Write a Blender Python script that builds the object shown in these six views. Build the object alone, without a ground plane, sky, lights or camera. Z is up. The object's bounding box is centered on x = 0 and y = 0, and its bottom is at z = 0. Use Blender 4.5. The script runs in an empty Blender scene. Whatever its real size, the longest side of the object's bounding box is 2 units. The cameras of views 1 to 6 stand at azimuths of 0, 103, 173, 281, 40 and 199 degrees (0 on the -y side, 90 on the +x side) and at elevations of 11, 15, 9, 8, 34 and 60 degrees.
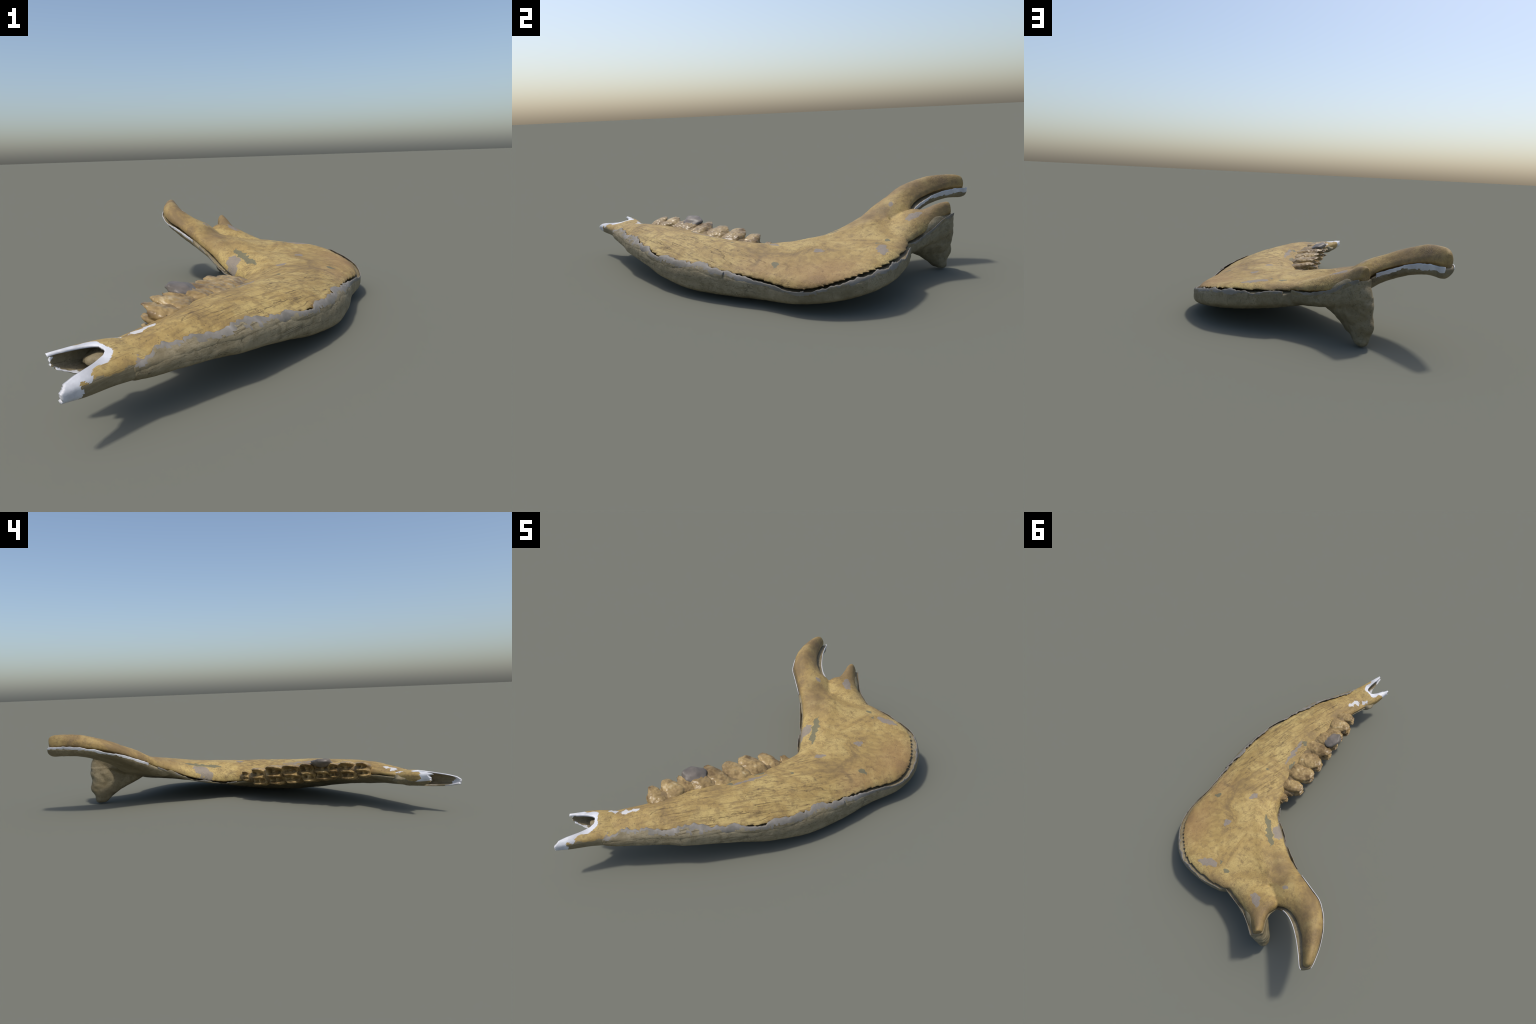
# One half of a weathered deer lower jaw lying on its side.
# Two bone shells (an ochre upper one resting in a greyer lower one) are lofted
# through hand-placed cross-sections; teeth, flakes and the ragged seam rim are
# built from profiles and rules.
import bpy, bmesh, math, random
import numpy as np
from mathutils import Vector, noise as mnoise

random.seed(7)
rng = np.random.default_rng(7)

# ------------------------------------------------------------------ helpers
def link(obj):
    bpy.context.scene.collection.objects.link(obj)
    return obj

def mesh_from(name, verts, faces, smooth=True):
    me = bpy.data.meshes.new(name)
    me.from_pydata([tuple(v) for v in verts], [], [tuple(f) for f in faces])
    me.update()
    if smooth:
        me.polygons.foreach_set("use_smooth", [True] * len(me.polygons))
    return me

def resample(rows, n):
    """Catmull-Rom through the rows of numbers, n samples (and the parameter)."""
    P = np.array(rows, float)
    m = len(P)
    Q = np.vstack([2 * P[0] - P[1], P, 2 * P[-1] - P[-2]])
    t = np.linspace(0, m - 1 - 1e-9, n)
    i = t.astype(int)
    f = (t - i)[:, None]
    a, b, c, d = Q[i], Q[i + 1], Q[i + 2], Q[i + 3]
    return .5 * (2 * b + (c - a) * f + (2 * a - 5 * b + 4 * c - d) * f**2 + (3 * b - a - 3 * c + d) * f**3)

def ring_loft(rings, cap0=True, cap1=True):
    n = len(rings[0])
    v = [p for r in rings for p in r]
    f = []
    for i in range(len(rings) - 1):
        for j in range(n):
            k = (j + 1) % n
            f.append((i * n + j, i * n + k, (i + 1) * n + k, (i + 1) * n + j))
    if cap0:
        v.append(np.mean(rings[0], axis=0)); c = len(v) - 1
        f += [(c, (j + 1) % n, j) for j in range(n)]
    if cap1:
        v.append(np.mean(rings[-1], axis=0)); c = len(v) - 1
        o = (len(rings) - 1) * n
        f += [(c, o + j, o + (j + 1) % n) for j in range(n)]
    return v, f

def join(parts):
    V, F = [], []
    for v, f in parts:
        o = len(V)
        V += list(v)
        F += [tuple(i + o for i in q) for q in f]
    return V, F

def fuse(v, f, voxel, smooth_iter, factor=.5):
    """Melt overlapping closed lofts into one skin; returns verts and faces."""
    me = mesh_from("tmp", v, f)
    bm = bmesh.new(); bm.from_mesh(me)
    bmesh.ops.recalc_face_normals(bm, faces=bm.faces)
    bm.to_mesh(me); bm.free()
    ob = link(bpy.data.objects.new("tmp", me))
    r = ob.modifiers.new("r", "REMESH"); r.mode = 'VOXEL'; r.voxel_size = voxel
    if smooth_iter:
        s = ob.modifiers.new("s", "SMOOTH"); s.factor = factor; s.iterations = smooth_iter
    ev = ob.evaluated_get(bpy.context.evaluated_depsgraph_get())
    m2 = ev.to_mesh()
    co = np.empty(len(m2.vertices) * 3); m2.vertices.foreach_get("co", co)
    no = np.empty(len(m2.vertices) * 3); m2.vertices.foreach_get("normal", no)
    faces = [tuple(p.vertices) for p in m2.polygons]
    ev.to_mesh_clear()
    bpy.data.objects.remove(ob); bpy.data.meshes.remove(me)
    return co.reshape(-1, 3), no.reshape(-1, 3), faces

def fbm(p, scale, octaves=3):
    return mnoise.fractal(Vector(p) * scale, 1.0, 2.0, octaves)

# --------------------------------------------------------- cross-sections
# Each station of the loft: ventral edge x y, dorsal edge x y, height of the
# seam at both edges, three heights of the upper face, three of the lower face
# (ventral / middle / dorsal), inset of the upper shell at ventral and dorsal edge.
JAW = [
    [-.275, -.858, -.388, -.735, .156, .172, .168, .184, .178, .106, .116, .140, .009, .004],
    [-.212, -.810, -.352, -.690, .160, .172, .170, .190, .186, .100, .112, .140, .009, .004],
    [-.094, -.708, -.284, -.604, .166, .170, .180, .204, .198, .090, .104, .138, .009, .004],
    [-.006, -.640, -.256, -.506, .168, .158, .184, .210, .202, .078, .094, .130, .009, .003],
    [.094, -.522, -.178, -.346, .156, .148, .182, .208, .200, .058, .074, .120, .009, .003],
    [.212, -.382, -.102, -.194, .138, .138, .174, .200, .190, .024, .042, .092, .009, .003],
    [.310, -.220, -.056, -.050, .134, .126, .164, .188, .178, .000, .018, .068, .009, .003],
    [.375, -.036, -.042, .083, .124, .102, .160, .185, .172, -.002, .014, .058, .011, .004],
    [.414, .120, -.060, .182, .106, .088, .158, .181, .178, -.002, .026, .066, .013, .015],
    [.482, .298, -.114, .270, .092, .104, .156, .184, .198, .008, .042, .082, .016, .015],
    [.475, .465, -.170, .364, .126, .138, .168, .187, .214, .028, .064, .106, .016, .015],
    [.388, .612, -.230, .450, .156, .185, .198, .206, .250, .054, .090, .138, .016, .015],
    [.228, .692, -.288, .525, .166, .238, .206, .219, .275, .082, .116, .180, .020, .015],
    [.114, .716, -.308, .575, .172, .262, .214, .231, .286, .100, .136, .200, .022, .015],
]
NECK = [  # toward the condyle
    [.155, .658, -.228, .634, .170, .212, .200, .224, .252, .098, .128, .170, .022, .010],
    [.046, .728, -.226, .724, .178, .225, .226, .262, .296, .110, .133, .170, .022, .004],
    [-.046, .794, -.200, .770, .198, .238, .252, .278, .293, .120, .140, .170, .020, .006],
    [-.100, .856, -.192, .814, .238, .255, .288, .306, .309, .140, .150, .170, .017, .005],
    [-.130, .898, -.198, .860, .266, .275, .306, .319, .319, .170, .170, .180, .014, .003],
    [-.140, .912, -.198, .886, .274, .280, .308, .315, .315, .200, .200, .200, .010, .002],
]
CORONOID = [  # blade rising behind the notch
    [-.100, .640, -.215, .445, .190, .180, .210, .225, .232, .130, .140, .138, .010, .012],
    [-.195, .722, -.296, .526, .225, .238, .284, .300, .292, .160, .180, .186, .008, .009],
    [-.268, .748, -.372, .596, .272, .284, .318, .337, .328, .212, .228, .230, .016, .009],
    [-.318, .792, -.436, .660, .300, .315, .346, .368, .364, .246, .263, .272, .024, .009],
    [-.362, .862, -.477, .760, .325, .340, .374, .396, .388, .276, .290, .300, .028, .009],
    [-.397, .936, -.489, .868, .342, .352, .390, .406, .402, .290, .296, .306, .022, .009],
    [-.418, .988, -.482, .952, .346, .352, .388, .400, .396, .292, .298, .308, .016, .006],
    [-.430, 1.003, -.474, .984, .346, .350, .366, .372, .370, .306, .312, .316, .018, .012],
]

def interp3(w, a, b, c):
    """Smooth value across the section from ventral (a), middle (b), dorsal (c)."""
    w = np.clip((w - .12) / .76, 0, 1)
    q0 = (1 - w) * (1 - 2 * w); q1 = 4 * w * (1 - w); q2 = w * (2 * w - 1)
    return a * q0 + b * q1 + c * q2

def outline(row, th, power=.58):
    """Closed bone outline at a station (no split): w across, height z, and the seam height."""
    sv, sd, t0, t1, t2, b0, b1, b2 = row[4:12]
    w = (1 - np.cos(th)) / 2
    s = np.abs(np.sin(th)) ** power
    top, bot = interp3(w, t0, t1, t2), interp3(w, b0, b1, b2)
    seam = sv + (sd - sv) * w
    zc = (.40 * t0 + .60 * b0) * (1 - w) + (.5 * (t2 + b2)) * w
    zc = np.clip(zc, np.minimum(seam, bot + .3 * (top - bot)), seam + .004)
    z = np.where(np.sin(th) >= 0, zc + (top - zc) * s, zc - (zc - bot) * s)
    return w, z, seam

def section(row, shell, n=84):
    V, D = np.array(row[0:2]), np.array(row[2:4])
    iv, idd = row[12:14]
    L = np.linalg.norm(D - V)
    w, z, seam = outline(row, np.linspace(0, 2 * np.pi, n, endpoint=False))
    if shell == "upper":
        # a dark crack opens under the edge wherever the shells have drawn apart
        gap = .010 * np.clip((iv + (idd - iv) * w - .005) / .008, 0, 1)
        core = np.clip((np.minimum(w, 1 - w) - .13) / .10, 0, 1)
        z = np.maximum(z, seam - .008 + gap * (1 - core) - .012 * core)
        A, B = V + (D - V) * iv / L, D + (V - D) * idd / L
    else:
        z = np.minimum(z, seam - .010)
        A, B = V, D
    return np.column_stack([A[None] + (B - A)[None] * w[:, None], z])

def shell_loft(rows, shell, n, trim=None):
    dense = resample(rows, n)
    if trim:
        dense = dense[:int(n * trim)]
    return ring_loft([section(r, shell) for r in dense])

def condyle_loft():
    """Stout foot dropping from the neck: elongated oval sections, top to ground."""
    # z, centre x y, half length, half width, direction of the long axis (degrees)
    st = [[.262, -.150, .850, .044, .024, -54], [.225, -.140, .834, .084, .044, -58],
          [.175, -.126, .796, .130, .052, -60], [.130, -.132, .782, .138, .050, -62],
          [.085, -.162, .824, .094, .041, -64], [.048, -.174, .842, .058, .036, -66],
          [.020, -.180, .856, .036, .032, -70], [.006, -.182, .860, .024, .022, -70], [.001, -.182, .861, .010, .010, -70]]
    rings = []
    for z, cx, cy, a, b, ang in resample(st, 40):
        t = np.linspace(0, 2 * np.pi, 40, endpoint=False)
        ca, sa = math.cos(math.radians(ang)), math.sin(math.radians(ang))
        p = a * np.sign(np.cos(t)) * np.abs(np.cos(t)) ** .75
        q = b * np.sign(np.sin(t)) * np.abs(np.sin(t)) ** .8
        rings.append(np.column_stack([cx + p * ca - q * sa, cy + p * sa + q * ca, np.full(40, max(z, .0005))]))
    return ring_loft(rings[::-1])

VOX = .0048
upper = fuse(*join([shell_loft(JAW, "upper", 150), shell_loft(NECK, "upper", 50, .97), shell_loft(CORONOID, "upper", 80, .925)]), VOX, 12)
lower = fuse(*join([shell_loft(JAW, "lower", 150), shell_loft(NECK, "lower", 50), shell_loft(CORONOID, "lower", 80), condyle_loft()]), VOX, 7)

# ------------------------------------------------------------- bone relief
AX = np.array([.61, .79, 0.])           # long axis of the jaw body, tip -> angle
AY = np.array([-.79, .61, 0.])          # toward the teeth

def body_coords(p):
    return Vector((p[0] * AX[0] + p[1] * AX[1], p[0] * AY[0] + p[1] * AY[1], p[2]))

def gauss(p, c, r):
    return math.exp(-((p[0] - c[0])**2 + (p[1] - c[1])**2) / (r * r))

def relief(co, no, up):
    out = co.copy()
    for i, (p, nn) in enumerate(zip(co, no)):
        q = body_coords(p)
        body = max(0., min(1., (.25 - p[1]) / .3))
        grain = mnoise.noise(Vector((q[0] * 7, q[1] * 60, q[2] * 60)))
        d = .0022 * fbm(p, 9) + .0012 * grain * body + .0008 * mnoise.noise(Vector(p) * 55)
        if up:
            # groove behind the front rim of the ramus
            a, b = np.array([.012, .20]), np.array([-.13, .50])
            t = max(0, min(1, np.dot(p[:2] - a, b - a) / np.dot(b - a, b - a)))
            dist = np.linalg.norm(p[:2] - (a + t * (b - a)))
            d -= .004 * math.exp(-(dist / .02)**2)
            d += .005 * math.exp(-((dist - .06) / .03)**2) * (1 if p[0] > a[0] + t * (b - a)[0] else 0)
        elif p[2] < .2 and p[1] > .72:
            # knobbly joint face of the condyle
            d += .006 * fbm(p, 22, 2) * max(0, min(1, (p[1] - .72) / .06))
        out[i] = p + nn * d
    return out

def with_relief(shell, up):
    co, no, f = shell
    return relief(co, no, up), f

upper_v, upper_f = with_relief(upper, True)
lower_v, lower_f = with_relief(lower, False)
lower_v[:, 2] = np.maximum(lower_v[:, 2], 0)

# ----------------------------------------------------------------- materials
class Nodes:
    def __init__(self, name):
        self.mat = bpy.data.materials.new(name)
        self.mat.use_nodes = True
        self.t = self.mat.node_tree
        self.t.nodes.clear()
        self.out = self.n("ShaderNodeOutputMaterial")
        self.bsdf = self.n("ShaderNodeBsdfPrincipled")
        self.t.links.new(self.bsdf.outputs[0], self.out.inputs[0])
        self.co = self.n("ShaderNodeTexCoord").outputs["Object"]
    def n(self, kind, **kw):
        x = self.t.nodes.new(kind)
        for k, v in kw.items():
            setattr(x, k, v)
        return x
    def put(self, sock, v):
        if isinstance(v, bpy.types.NodeSocket):
            self.t.links.new(v, sock)
        elif hasattr(sock.default_value, "__len__") and not hasattr(v, "__len__"):
            sock.default_value = [v] * len(sock.default_value)
        else:
            sock.default_value = v if not (hasattr(v, "__len__") and len(v) == 3 and len(sock.default_value) == 4) else (*v, 1)
    def mapping(self, scale=(1, 1, 1), rot=(0, 0, 0), loc=(0, 0, 0), src=None):
        m = self.n("ShaderNodeMapping")
        self.put(m.inputs["Vector"], src or self.co)
        m.inputs["Scale"].default_value = scale
        m.inputs["Rotation"].default_value = rot
        m.inputs["Location"].default_value = loc
        return m.outputs[0]
    def noise(self, vec, scale, detail=4, rough=.55, dist=0.):
        x = self.n("ShaderNodeTexNoise")
        self.put(x.inputs["Vector"], vec)
        x.inputs["Scale"].default_value = scale
        x.inputs["Detail"].default_value = detail
        x.inputs["Roughness"].default_value = rough
        x.inputs["Distortion"].default_value = dist
        return x.outputs["Fac"]
    def voronoi(self, vec, scale, feature='DISTANCE_TO_EDGE'):
        x = self.n("ShaderNodeTexVoronoi", feature=feature)
        self.put(x.inputs["Vector"], vec)
        x.inputs["Scale"].default_value = scale
        return x.outputs["Distance"]
    def math(self, op, a, b=0., c=0., clamp=False):
        x = self.n("ShaderNodeMath", operation=op, use_clamp=clamp)
        for s, v in zip(x.inputs, (a, b, c)):
            self.put(s, v)
        return x.outputs[0]
    def step(self, v, lo, hi, a=0., b=1.):
        x = self.n("ShaderNodeMapRange", interpolation_type='SMOOTHSTEP')
        for s, w in zip(x.inputs, (v, lo, hi, a, b)):
            self.put(s, w)
        return x.outputs[0]
    def mix(self, f, a, b, blend='MIX'):
        x = self.n("ShaderNodeMix", data_type='RGBA', blend_type=blend)
        self.put(x.inputs[0], f); self.put(x.inputs[6], a); self.put(x.inputs[7], b)
        return x.outputs[2]
    def ramp(self, f, stops):
        x = self.n("ShaderNodeValToRGB")
        r = x.color_ramp
        while len(r.elements) < len(stops):
            r.elements.new(.5)
        for e, (p, c) in zip(r.elements, stops):
            e.position = p; e.color = (*c, 1)
        self.put(x.inputs[0], f)
        return x.outputs[0]
    def bump(self, h, strength, dist, prev=None):
        b = self.n("ShaderNodeBump")
        b.inputs["Strength"].default_value = strength
        b.inputs["Distance"].default_value = dist
        self.put(b.inputs["Height"], h)
        if prev:
            self.put(b.inputs["Normal"], prev)
        return b.outputs[0]
    def blot(self, x, y, rx, ry, ang, warp, edge=.12):
        """Soft-edged ragged patch centred on x, y (seen from above)."""
        m = self.n("ShaderNodeMapping", vector_type='TEXTURE')
        self.put(m.inputs["Vector"], warp)
        m.inputs["Location"].default_value = (x, y, 0)
        m.inputs["Rotation"].default_value = (0, 0, math.radians(ang))
        m.inputs["Scale"].default_value = (rx, ry, 1000)
        l = self.n("ShaderNodeVectorMath", operation='LENGTH')
        self.put(l.inputs[0], m.outputs[0])
        return self.step(l.outputs["Value"], 1 + edge, 1 - edge)
    def warped(self, amount, scale):
        x = self.n("ShaderNodeTexNoise")
        self.put(x.inputs["Vector"], self.co)
        x.inputs["Scale"].default_value = scale
        x.inputs["Detail"].default_value = 3
        s = self.n("ShaderNodeVectorMath", operation='SUBTRACT')
        self.put(s.inputs[0], x.outputs["Color"]); s.inputs[1].default_value = (.5, .5, .5)
        m = self.n("ShaderNodeVectorMath", operation='MULTIPLY_ADD')
        self.put(m.inputs[0], s.outputs[0]); m.inputs[1].default_value = (amount,) * 3
        self.put(m.inputs[2], self.co)
        return m.outputs[0]
    def maximum(self, items):
        r = items[0]
        for i in items[1:]:
            r = self.math('MAXIMUM', r, i)
        return r

ALONG = math.atan2(.79, .61)

def bone_material(name, pale, base, brown, dark, patches):
    m = Nodes(name)
    xyz = m.n("ShaderNodeSeparateXYZ"); m.put(xyz.inputs[0], m.co)
    X, Y = xyz.outputs[0], xyz.outputs[1]
    body = m.step(Y, .30, .02)
    vec = m.n("ShaderNodeVectorRotate", rotation_type='Z_AXIS')
    m.put(vec.inputs["Vector"], m.co); vec.inputs["Angle"].default_value = -ALONG
    fibre = m.mapping((1.6, 13, 13), src=vec.outputs[0])
    col = m.ramp(m.noise(m.co, 5.5, 8, .68, .6), [(.34, brown), (.46, base), (.60, pale)])
    # long streaks on the body
    st = m.noise(fibre, 4.5, 5, .6, .5)
    col = m.mix(m.math('MULTIPLY', m.step(st, .52, .68), m.math('MULTIPLY', body, .65)), col, brown)
    st2 = m.noise(fibre, 3.1, 4, .55, .3)
    col = m.mix(m.math('MULTIPLY', m.step(st2, .56, .72), m.math('MULTIPLY', body, .6)), col, pale)
    st3 = m.noise(m.mapping((5, 60, 60), src=vec.outputs[0]), 2.4, 4, .6, .4)
    col = m.mix(m.math('MULTIPLY', m.step(st3, .52, .70), m.math('ADD', m.math('MULTIPLY', body, .55), .08)), col, brown)
    # fine mottling everywhere
    mot = m.noise(m.co, 38, 5, .7)
    col = m.mix(m.step(mot, .47, .68, 0, .7), col, brown)
    speck = m.noise(m.co, 80, 4, .65)
    col = m.mix(m.step(speck, .59, .74, 0, .55), col, dark)
    # drying cracks: thin warped lines running along the bone
    ck = m.noise(m.mapping((.7, 11, 11), src=vec.outputs[0]), 3.0, 5, .55, .5)
    line = m.step(m.math('ABSOLUTE', m.math('SUBTRACT', ck, .5)), .013, .003)
    gate = m.step(m.noise(m.mapping((2, 9, 9), src=vec.outputs[0]), 2.2, 3), .44, .60)
    crack = m.math('MULTIPLY', m.math('MULTIPLY', line, gate), m.math('ADD', m.math('MULTIPLY', body, .85), .12))
    col = m.mix(m.math('MULTIPLY', crack, .8), col, dark)
    height = m.math('SUBTRACT', m.math('MULTIPLY', st, .5), crack)
    # dark blotches where the bone was pressed or stained
    stain = m.step(m.noise(m.co, 10, 7, .72, .5), .555, .74, 0, .75)
    col = m.mix(stain, col, dark)
    # pitted, wrinkled plate
    pit = m.voronoi(m.warped(.03, 30), 85, 'F1')
    pits = m.math('MULTIPLY', m.step(pit, .26, .12), m.step(m.noise(m.co, 9, 3), .48, .60))
    col = m.mix(m.math('MULTIPLY', pits, .55), col, dark)
    worm = m.math('MULTIPLY', m.step(m.voronoi(m.warped(.05, 30), 80), .12, .0), m.math('SUBTRACT', 1., body))
    col = m.mix(m.math('MULTIPLY', worm, m.step(m.noise(m.co, 6, 3), .42, .6, 0, .45)), col, brown)
    w = m.warped(.052, 32)
    wide = m.warped(.12, 9)
    for shade, list_, src, edge in patches:
        mask = m.maximum([m.blot(*b, src and w or wide, edge) for b in list_])
        col = m.mix(m.math('MULTIPLY', mask, (.85 if edge < .3 else .55)), col, shade)
    # worm-like wrinkles on the ramus
    wr = m.voronoi(m.warped(.05, 30), 95)
    ram = m.math('SUBTRACT', 1., body)
    nb = m.bump(m.math('MULTIPLY', m.step(wr, 0, .3), m.math('MULTIPLY', ram, m.step(m.noise(m.co, 5, 3), .45, .62))), .22, .004)
    nb = m.bump(m.math('SUBTRACT', m.noise(m.co, 110, 5, .7), pits), .3, .004, nb)
    nb = m.bump(height, .5, .006, nb)
    m.put(m.bsdf.inputs["Base Color"], col)
    m.put(m.bsdf.inputs["Normal"], nb)
    m.bsdf.inputs["Roughness"].default_value = .62
    m.bsdf.inputs["Specular IOR Level"].default_value = .25
    return m.mat

MAUVE, OLIVE, CHALK = (.235, .205, .175), (.135, .135, .085), (.60, .60, .60)
RUST, UMBER = (.30, .175, .075), (.17, .115, .06)
UPPER_PATCHES = [
    (RUST, [(.41, .38, .09, .18, -10), (.34, .10, .07, .10, 0)], False, .9),
    (UMBER, [(-.19, .53, .06, .12, 35), (.30, .09, .010, .05, 60), (-.13, .82, .08, .09, 30), (-.40, .82, .09, .16, 25), (.10, .70, .14, .035, -10)], False, .8),  # last blot darkens the rear border, painting in shade of its down-turned edge
    (MAUVE, [(.207, .334, .026, .018, 30), (.225, .597, .055, .020, 5), (-.105, .735, .035, .022, -50),
             (.121, .137, .025, .016, 40),
             (-.24, -.845, .035, .02, 20), (-.238, .635, .018, .01, 0), (-.09, .30, .03, .05, 15),
             (-.02, -.225, .012, .095, -18)], True, .06),
    (OLIVE, [(.331, .176, .018, .013, 20), (.107, .612, .017, .012, 30), (.150, .578, .008, .006, 0),
             (-.040, .315, .017, .105, 28), (.098, -.068, .008, .006, 0), (-.035, -.14, .012, .03, -18), (-.067, -.31, .014, .014, 0)], True, .06),
    (CHALK, [(-.282, -.690, .030, .012, 60), (-.300, -.712, .016, .016, 0), (-.350, -.735, .018, .008, 50)], True, .06),
]
mat_upper = bone_material("ochre_bone", (.475, .350, .132), (.358, .245, .085), (.215, .145, .062), (.12, .080, .040), UPPER_PATCHES)
mat_lower = bone_material("olive_bone", (.285, .240, .150), (.220, .182, .108), (.165, .132, .072), (.085, .068, .040), [])

def plain_material(name, a, b, scale, rough=.55, third=None):
    m = Nodes(name)
    f = m.noise(m.co, scale, 5, .6, .4)
    col = m.ramp(f, [(.35, a), (.62, b)] + ([(.74, third)] if third else []))
    m.put(m.bsdf.inputs["Base Color"], col)
    m.put(m.bsdf.inputs["Normal"], m.bump(m.noise(m.co, 70, 4), .25, .004))
    m.bsdf.inputs["Roughness"].default_value = rough
    m.bsdf.inputs["Specular IOR Level"].default_value = .3
    return m.mat

mat_rim = plain_material("grey_rim", (.165, .150, .120), (.240, .220, .190), 13, .6, (.31, .29, .265))
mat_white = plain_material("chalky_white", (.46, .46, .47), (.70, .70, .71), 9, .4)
mat_enamel = plain_material("stained_enamel", (.14, .088, .036), (.38, .265, .11), 17, .34, (.58, .47, .28))
mat_socket = plain_material("socket_bone", (.10, .068, .035), (.24, .165, .075), 16, .65, (.34, .25, .12))
mat_lump = plain_material("mauve_crust", (.12, .105, .088), (.20, .170, .140), 14, .45)

# ------------------------------------------------------ split into regions
def region(c):
    x, y, z = c
    if x < -.226 and (x + .235) * -.55 + (y - .60) * .83 > .02:
        return "coronoid_process"
    if x < .0 and y > .745 + .3 * max(0, x + .1) and x > -.23:
        return "condyle"
    if y > .12 + .1 * x:
        return "ramus"
    return "jaw_body"

root = link(bpy.data.objects.new("deer_jawbone", None))
root["label"] = "weathered half of a deer lower jaw with teeth"
root["category"] = "animal bone"

def add(name, me, mats, parent, kind=None):
    ob = link(bpy.data.objects.new(name, me))
    ob.parent = parent
    for m in mats:
        me.materials.append(m)
    if kind:
        ob["kind"] = kind
    return ob

def vertex_normals(v, f):
    me = mesh_from("tmp", v, f)
    no = np.empty(len(v) * 3); me.vertices.foreach_get("normal", no)
    bpy.data.meshes.remove(me)
    return no.reshape(-1, 3)

shells = [(upper_v, upper_f, 0), (lower_v, lower_f, 1)]
groups = {}
for v, f, mi in shells:
    no = vertex_normals(v, f)
    for q in f:
        r = region(np.mean([v[i] for i in q], axis=0))
        groups.setdefault(r, []).append((v, no, q, mi))
parts = {}
for name, items in groups.items():
    index, V, N, F, M = {}, [], [], [], []
    for v, no, q, mi in items:
        face = []
        for i in q:
            k = (mi, i)
            if k not in index:
                index[k] = len(V); V.append(v[i]); N.append(no[i])
            face.append(index[k])
        F.append(face); M.append(mi)
    me = mesh_from(name, V, F)
    me.polygons.foreach_set("material_index", M)
    me.normals_split_custom_set_from_vertices([tuple(n) for n in N])
    parts[name] = add(name, me, [mat_upper, mat_lower], root)

# ------------------------------------------------------------ ragged seam rim
def rag(t, amp, seed, freq):
    v = 0
    for k, a in ((1, .6), (2.7, .35), (7.3, .25)):
        v += a * mnoise.noise(Vector((t * freq * k, seed, k)))
    return amp * v

def rim_sheet(rows, n, first, last, side, below, above, amp, seed, proud=(-.003, .004), thick=.0035, freq=9.):
    """Thin sheet lying on the lower shell along the seam; its lip is ragged."""
    D = resample(rows, n)[first:last]
    C = np.array([(r[:2] if side == "v" else r[2:4]) for r in D])
    arc = np.r_[0, np.cumsum(np.linalg.norm(np.diff(C, axis=0), axis=1))]
    m = max(8, int(arc[-1] / .004))
    sarc = np.linspace(0, arc[-1], m)
    D = np.column_stack([np.interp(sarc, arc, D[:, k]) for k in range(D.shape[1])])
    th = np.linspace(-1.5, 1.5, 161) if side == "v" else np.linspace(math.pi + 1.5, math.pi - 1.5, 161)
    rings, K = [], 7
    for t, r in zip(sarc, D):
        V, E = r[:2], r[2:4]
        o = (V - E) / np.linalg.norm(V - E) * (1 if side == "v" else -1)
        w, z, seam = outline(r, th)
        zs = r[4] if side == "v" else r[5]
        hi = above + rag(t, amp, seed, freq)
        lo = -below + rag(t, .4 * below, seed + 9, freq * .6)
        hi = max(hi, lo + .006)
        back = []
        for k in range(K + 1):
            u = k / K
            zz = zs + lo + (hi - lo) * u
            ww = np.interp(zz, z, w) if side == "v" else 1 - np.interp(zz, z, 1 - w)
            p = V + (E - V) * ww
            out = proud[0] + (proud[1] - proud[0]) * u ** .6
            back.append((p + o * out, p + o * (out - thick), zz + max(0, out) * .5))
        ring = [np.array([*a, c]) for a, b, c in back] + [np.array([*b, c - .001]) for a, b, c in back[::-1]]
        rings.append(ring)
    return ring_loft(rings)

def add_rim(sheets, mats, parent, fade):
    """Rim object; its foot keeps the colour of the shell under it, with a ragged change."""
    mi = []
    for v, f in sheets:
        for q in f:
            rows = [i % 16 if i % 16 < 8 else 15 - i % 16 for i in q]
            c = Vector(np.mean([v[i] for i in q], axis=0))
            mi.append(0 if np.mean(rows) + 4.5 * mnoise.noise(c * 16) + 2 * mnoise.noise(c * 60) > fade else 1)
    v, f = join(sheets)
    me = mesh_from("seam_rim", v, f)
    me.polygons.foreach_set("material_index", mi)
    return add("seam_rim", me, mats, parent)

add_rim([
    rim_sheet(JAW, 200, 0, 108, "v", .030, .006, .022, 1.3, (-.006, .006)),
    rim_sheet(JAW, 200, 106, 140, "v", .028, .002, .014, 2.2, (-.006, .002)),
    rim_sheet(JAW, 200, 138, 199, "v", .030, .000, .018, 3.1, (-.006, .002)),
    rim_sheet(JAW, 200, 112, 177, "d", .022, -.002, .022, 4.4, (-.005, .002))], [mat_rim, mat_lower], parts["jaw_body"], 4.6)
add_rim([rim_sheet(CORONOID, 100, 26, 99, "v", .030, .000, .008, 5.5, (-.003, .002)),
               rim_sheet(CORONOID, 100, 14, 99, "d", .026, -.007, .010, 6.5, (-.003, .001))],
        [mat_white, mat_lower], parts["coronoid_process"], 2.2)
add_rim([rim_sheet(NECK, 80, 10, 79, "v", .026, .002, .012, 8.5, (-.006, .002))], [mat_rim, mat_lower], parts["condyle"], 4.4)

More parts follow.
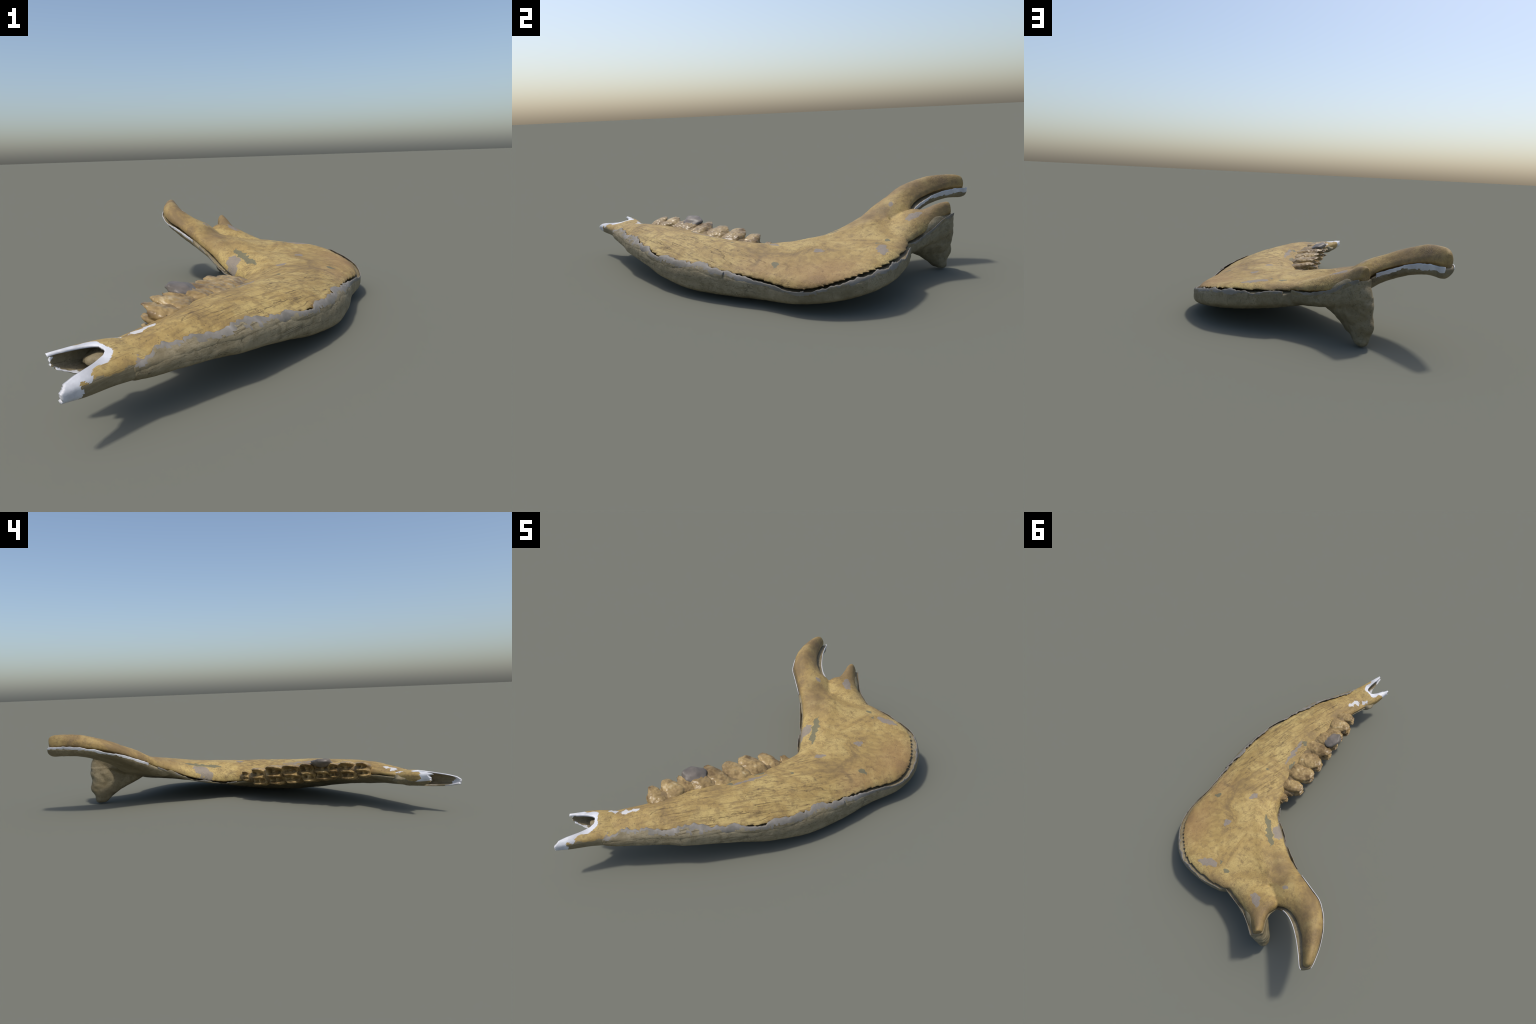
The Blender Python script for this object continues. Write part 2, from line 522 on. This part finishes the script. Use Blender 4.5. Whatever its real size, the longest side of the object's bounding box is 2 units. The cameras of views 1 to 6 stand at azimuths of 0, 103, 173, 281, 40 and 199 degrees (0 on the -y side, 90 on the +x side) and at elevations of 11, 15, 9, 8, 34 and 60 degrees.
# --------------------------------------------------------- open broken tip
# Tube outline at a few stations: ventral x y z, dorsal x y z, upper and lower bulge
TIP = [
    [-.202, -.790, .134, -.325, -.680, .152, .024, .022],
    [-.262, -.846, .137, -.380, -.730, .157, .041, .033],
    [-.310, -.897, .141, -.424, -.772, .165, .038, .034],
    [-.356, -.955, .143, -.462, -.830, .175, .033, .034],
    [-.394, -1.002, .145, -.502, -.886, .184, .026, .026],
]
def tip_point(u, th, inner=0.):
    r = resample(TIP, 61)
    k = min(60, max(0, u * 60)); i = int(k); j = min(60, i + 1); r = r[i] + (r[j] - r[i]) * (k - i)
    V, D = r[:3], r[3:6]
    w = (1 - math.cos(th)) / 2
    w = inner * .9 + (1 - 1.8 * inner) * w if inner else w
    p = V + (D - V) * w
    s = math.sin(th)
    b = (r[6] if s > 0 else r[7]) - inner * .06
    return p + np.array([0, 0, math.copysign(abs(s) ** .6, s) * b])

def tip_end(th):
    """How far the tube reaches: two prongs, cut back between them above, less below."""
    w = (1 - math.cos(th)) / 2
    up = math.sin(th) > 0
    v = 1.0 * math.exp(-(w / .22)**2) + .84 * math.exp(-((w - 1) / .22)**2)
    floor = .44 if up else .58
    e = floor + (1 - floor) * min(1, v) if w < .5 else floor + (.84 - floor) * min(1, v / .84)
    return e + .06 * mnoise.noise(Vector((math.cos(th) * 4, math.sin(th) * 4, 3))) + .014 * mnoise.noise(Vector((math.cos(th) * 9, math.sin(th) * 9, 5)))

NT, NU = 200, 40
outer, inner = [], []
for j in range(NT):
    th = 2 * math.pi * j / NT
    e = tip_end(th)
    outer.append([tip_point(e * k / NU, th) for k in range(NU + 1)])
    inner.append([tip_point(e * k / NU, th, .085) for k in range(NU + 1)])
rings = []
for k in range(NU + 1):
    rings.append([outer[j][k] for j in range(NT)])
for k in range(NU, -1, -1):
    rings.append([inner[j][k] for j in range(NT)])
tv, tf = ring_loft(rings, False, False)
me = mesh_from("broken_tip", tv, tf)
mi = []
for f in tf:
    k = min(i // NT for i in f); j = f[0] % NT
    kk = k if k <= NU else 2 * NU - k
    th = 2 * math.pi * j / NT
    c = np.mean([tv[i] for i in f], axis=0)
    edge = 30 + 12 * mnoise.noise(Vector(c) * 22)
    w = (1 - math.cos(th)) / 2
    white = kk > edge and (math.sin(th) > -.3 or w < .2)
    if k > NU:
        white = kk > edge + 6
    mi.append(1 if white else (2 if k > NU or c[2] < .158 + .012 * mnoise.noise(Vector(c) * 30) else 0))
me.polygons.foreach_set("material_index", mi)
add("broken_tip", me, [mat_upper, mat_white, mat_lower], parts["jaw_body"])

# -------------------------------------------------------------------- teeth
def lobe(center, rdir, cdir, half_r, half_n, height, seed, slope=0., n=36):
    """A crescent cusped lobe: bulging column with a dished, two-peaked crown."""
    ndir = np.cross(cdir, rdir); ndir /= np.linalg.norm(ndir)
    if ndir[2] < 0:
        ndir = -ndir
    rings = []
    t = np.linspace(0, 2 * np.pi, n, endpoint=False)
    er = np.sign(np.cos(t)) * np.abs(np.cos(t)) ** .75 * half_r * (1 + .10 * np.cos(3 * t + seed))
    en = np.sign(np.sin(t)) * np.abs(np.sin(t)) ** .85 * half_n
    crest = .68 + .32 * np.abs(np.sin(t)) ** 1.7 + .05 * np.array([mnoise.noise(Vector((math.cos(a) * 2, math.sin(a) * 2, seed))) for a in t])
    crest = crest - .06 * (np.sin(t) < 0)
    prof = [(0, .62), (.12, .86), (.25, .98), (.42, 1.0), (.6, .98), (.8, .92), (.92, .83), (1.0, .70)]
    for c, r in prof:
        rings.append([center + rdir * er[i] * r + ndir * en[i] * (r if er[i] == 0 else (r * .85 + .12)) + cdir * height * c * crest[i] for i in range(n)])
    for rr, dip in ((.56, .04), (.44, .12), (.32, .19), (.2, .17), (.1, .09), (.03, .06)):
        rings.append([center + rdir * er[i] * rr + ndir * en[i] * rr * 1.05 + cdir * height * (crest[i] * rr / .62 + .82 * (1 - rr / .62) - dip) for i in range(n)])
    return ring_loft(rings)

# tooth: lobes given as base x y, tip x y, half length along the row, half depth, mid height
TEETH = [
    [(-.215, -.576, -.322, -.553, .038, .032, .188)],
    [(-.185, -.508, -.312, -.474, .052, .040, .181), (-.170, -.440, -.280, -.416, .034, .034, .177)],
    [(-.130, -.388, -.262, -.354, .054, .042, .171)],
    [(-.085, -.312, -.242, -.276, .050, .045, .162), (-.065, -.218, -.212, -.186, .060, .046, .150)],
    [(-.035, -.130, -.178, -.100, .064, .046, .140), (-.015, -.032, -.152, -.006, .050, .042, .128)],
    [(-.010, .052, -.074, .074, .028, .024, .122)],
]
for ti, lobes in enumerate(TEETH):
    ls = []
    for li, (bx, by, tx, ty, hr, hn, z) in enumerate(lobes):
        c = np.array([bx, by, z - .016]); tip = np.array([tx, ty, z + .006])
        d = tip - c; h = np.linalg.norm(d); d /= h
        r = np.cross([0, 0, 1], d); r /= np.linalg.norm(r)
        up = np.cross(d, r); up = up if up[2] > 0 else -up
        # cheek-side crescent above, tongue-side cusp below and half a step back
        ls.append(lobe(c + up * .40 * hn, r, d, hr, hn * .74, h * (1.05 + .06 * math.sin(5 * ti + 3 * li)), ti * 3.1 + li))
        ls.append(lobe(c - up * .50 * hn + r * hr * .22, r, d, hr * .95, hn * .62, h * (.98 + .05 * math.sin(7 * ti + li)), ti * 2.3 + li + 9))
    v, no, f = fuse(*join(ls), .0030, 3)
    v = np.array([p + n * (.0045 * fbm(p, 26, 3) + .0015 * mnoise.noise(Vector(p) * 90)) for p, n in zip(v, no)])
    add("tooth", mesh_from("tooth", v, f), [mat_enamel], root)

# worn, sediment-filled socket ridge in which the teeth stand
row = np.array([[*(.80 * np.array(l[0:2]) + .20 * np.array(l[2:4])), l[6] - .014, l[2] - l[0], l[3] - l[1], l[5]] for t in TEETH for l in t])
row = np.vstack([[-.245, -.640, .165, -.10, .03, .020], row, [-.020, .085, .112, -.06, .03, .020]])
rings = []
for x, y, z, cx, cy, hn in resample(row, 90):
    c = np.array([cx, cy, .02]); c /= np.linalg.norm(c)
    reach = .064 if hn > .03 else .034
    t = np.linspace(0, 2 * np.pi, 28, endpoint=False)
    rings.append(np.array([np.array([x, y, z]) + c * math.cos(a) * reach + np.array([0, 0, math.sin(a) * hn * .92]) for a in t]))
v, no, f = fuse(*ring_loft(rings), .0036, 1)
v = np.array([p + n * (.007 * fbm(p, 18, 2) + .002 * mnoise.noise(Vector(p) * 60)) for p, n in zip(v, no)])
add("tooth_socket", mesh_from("tooth_socket", v, f), [mat_socket], root)

# mauve crust covering the fourth tooth
def blob(center, axes, seed, amp=.25, n=20):
    v, f = [], []
    rings = []
    a = np.array(axes)
    for i in range(1, n):
        ph = math.pi * i / n
        ring = []
        for j in range(2 * n):
            t = math.pi * j / n
            d = np.array([math.sin(ph) * math.cos(t), math.sin(ph) * math.sin(t), math.cos(ph)])
            k = 1 + amp * mnoise.noise(Vector(d) * 1.5 + Vector((seed, 0, 0)))
            ring.append(np.array(center) + (a.T @ d) * k)
        rings.append(ring)
    return ring_loft(rings)

bv, bf = blob((-.228, -.366, .214), [[-.042, .010, .010], [.020, .054, -.004], [-.010, 0, .024]], 2.0, .2)
add("crust", mesh_from("crust", bv, bf), [mat_lump], root)

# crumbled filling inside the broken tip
pv, pf = blob((-.335, -.772, .148), [[-.045, -.056, .004], [-.062, .046, .004], [0, 0, .028]], 4.0, .3)
add("tip_filling", mesh_from("tip_filling", pv, pf), [mat_lower], parts["jaw_body"])
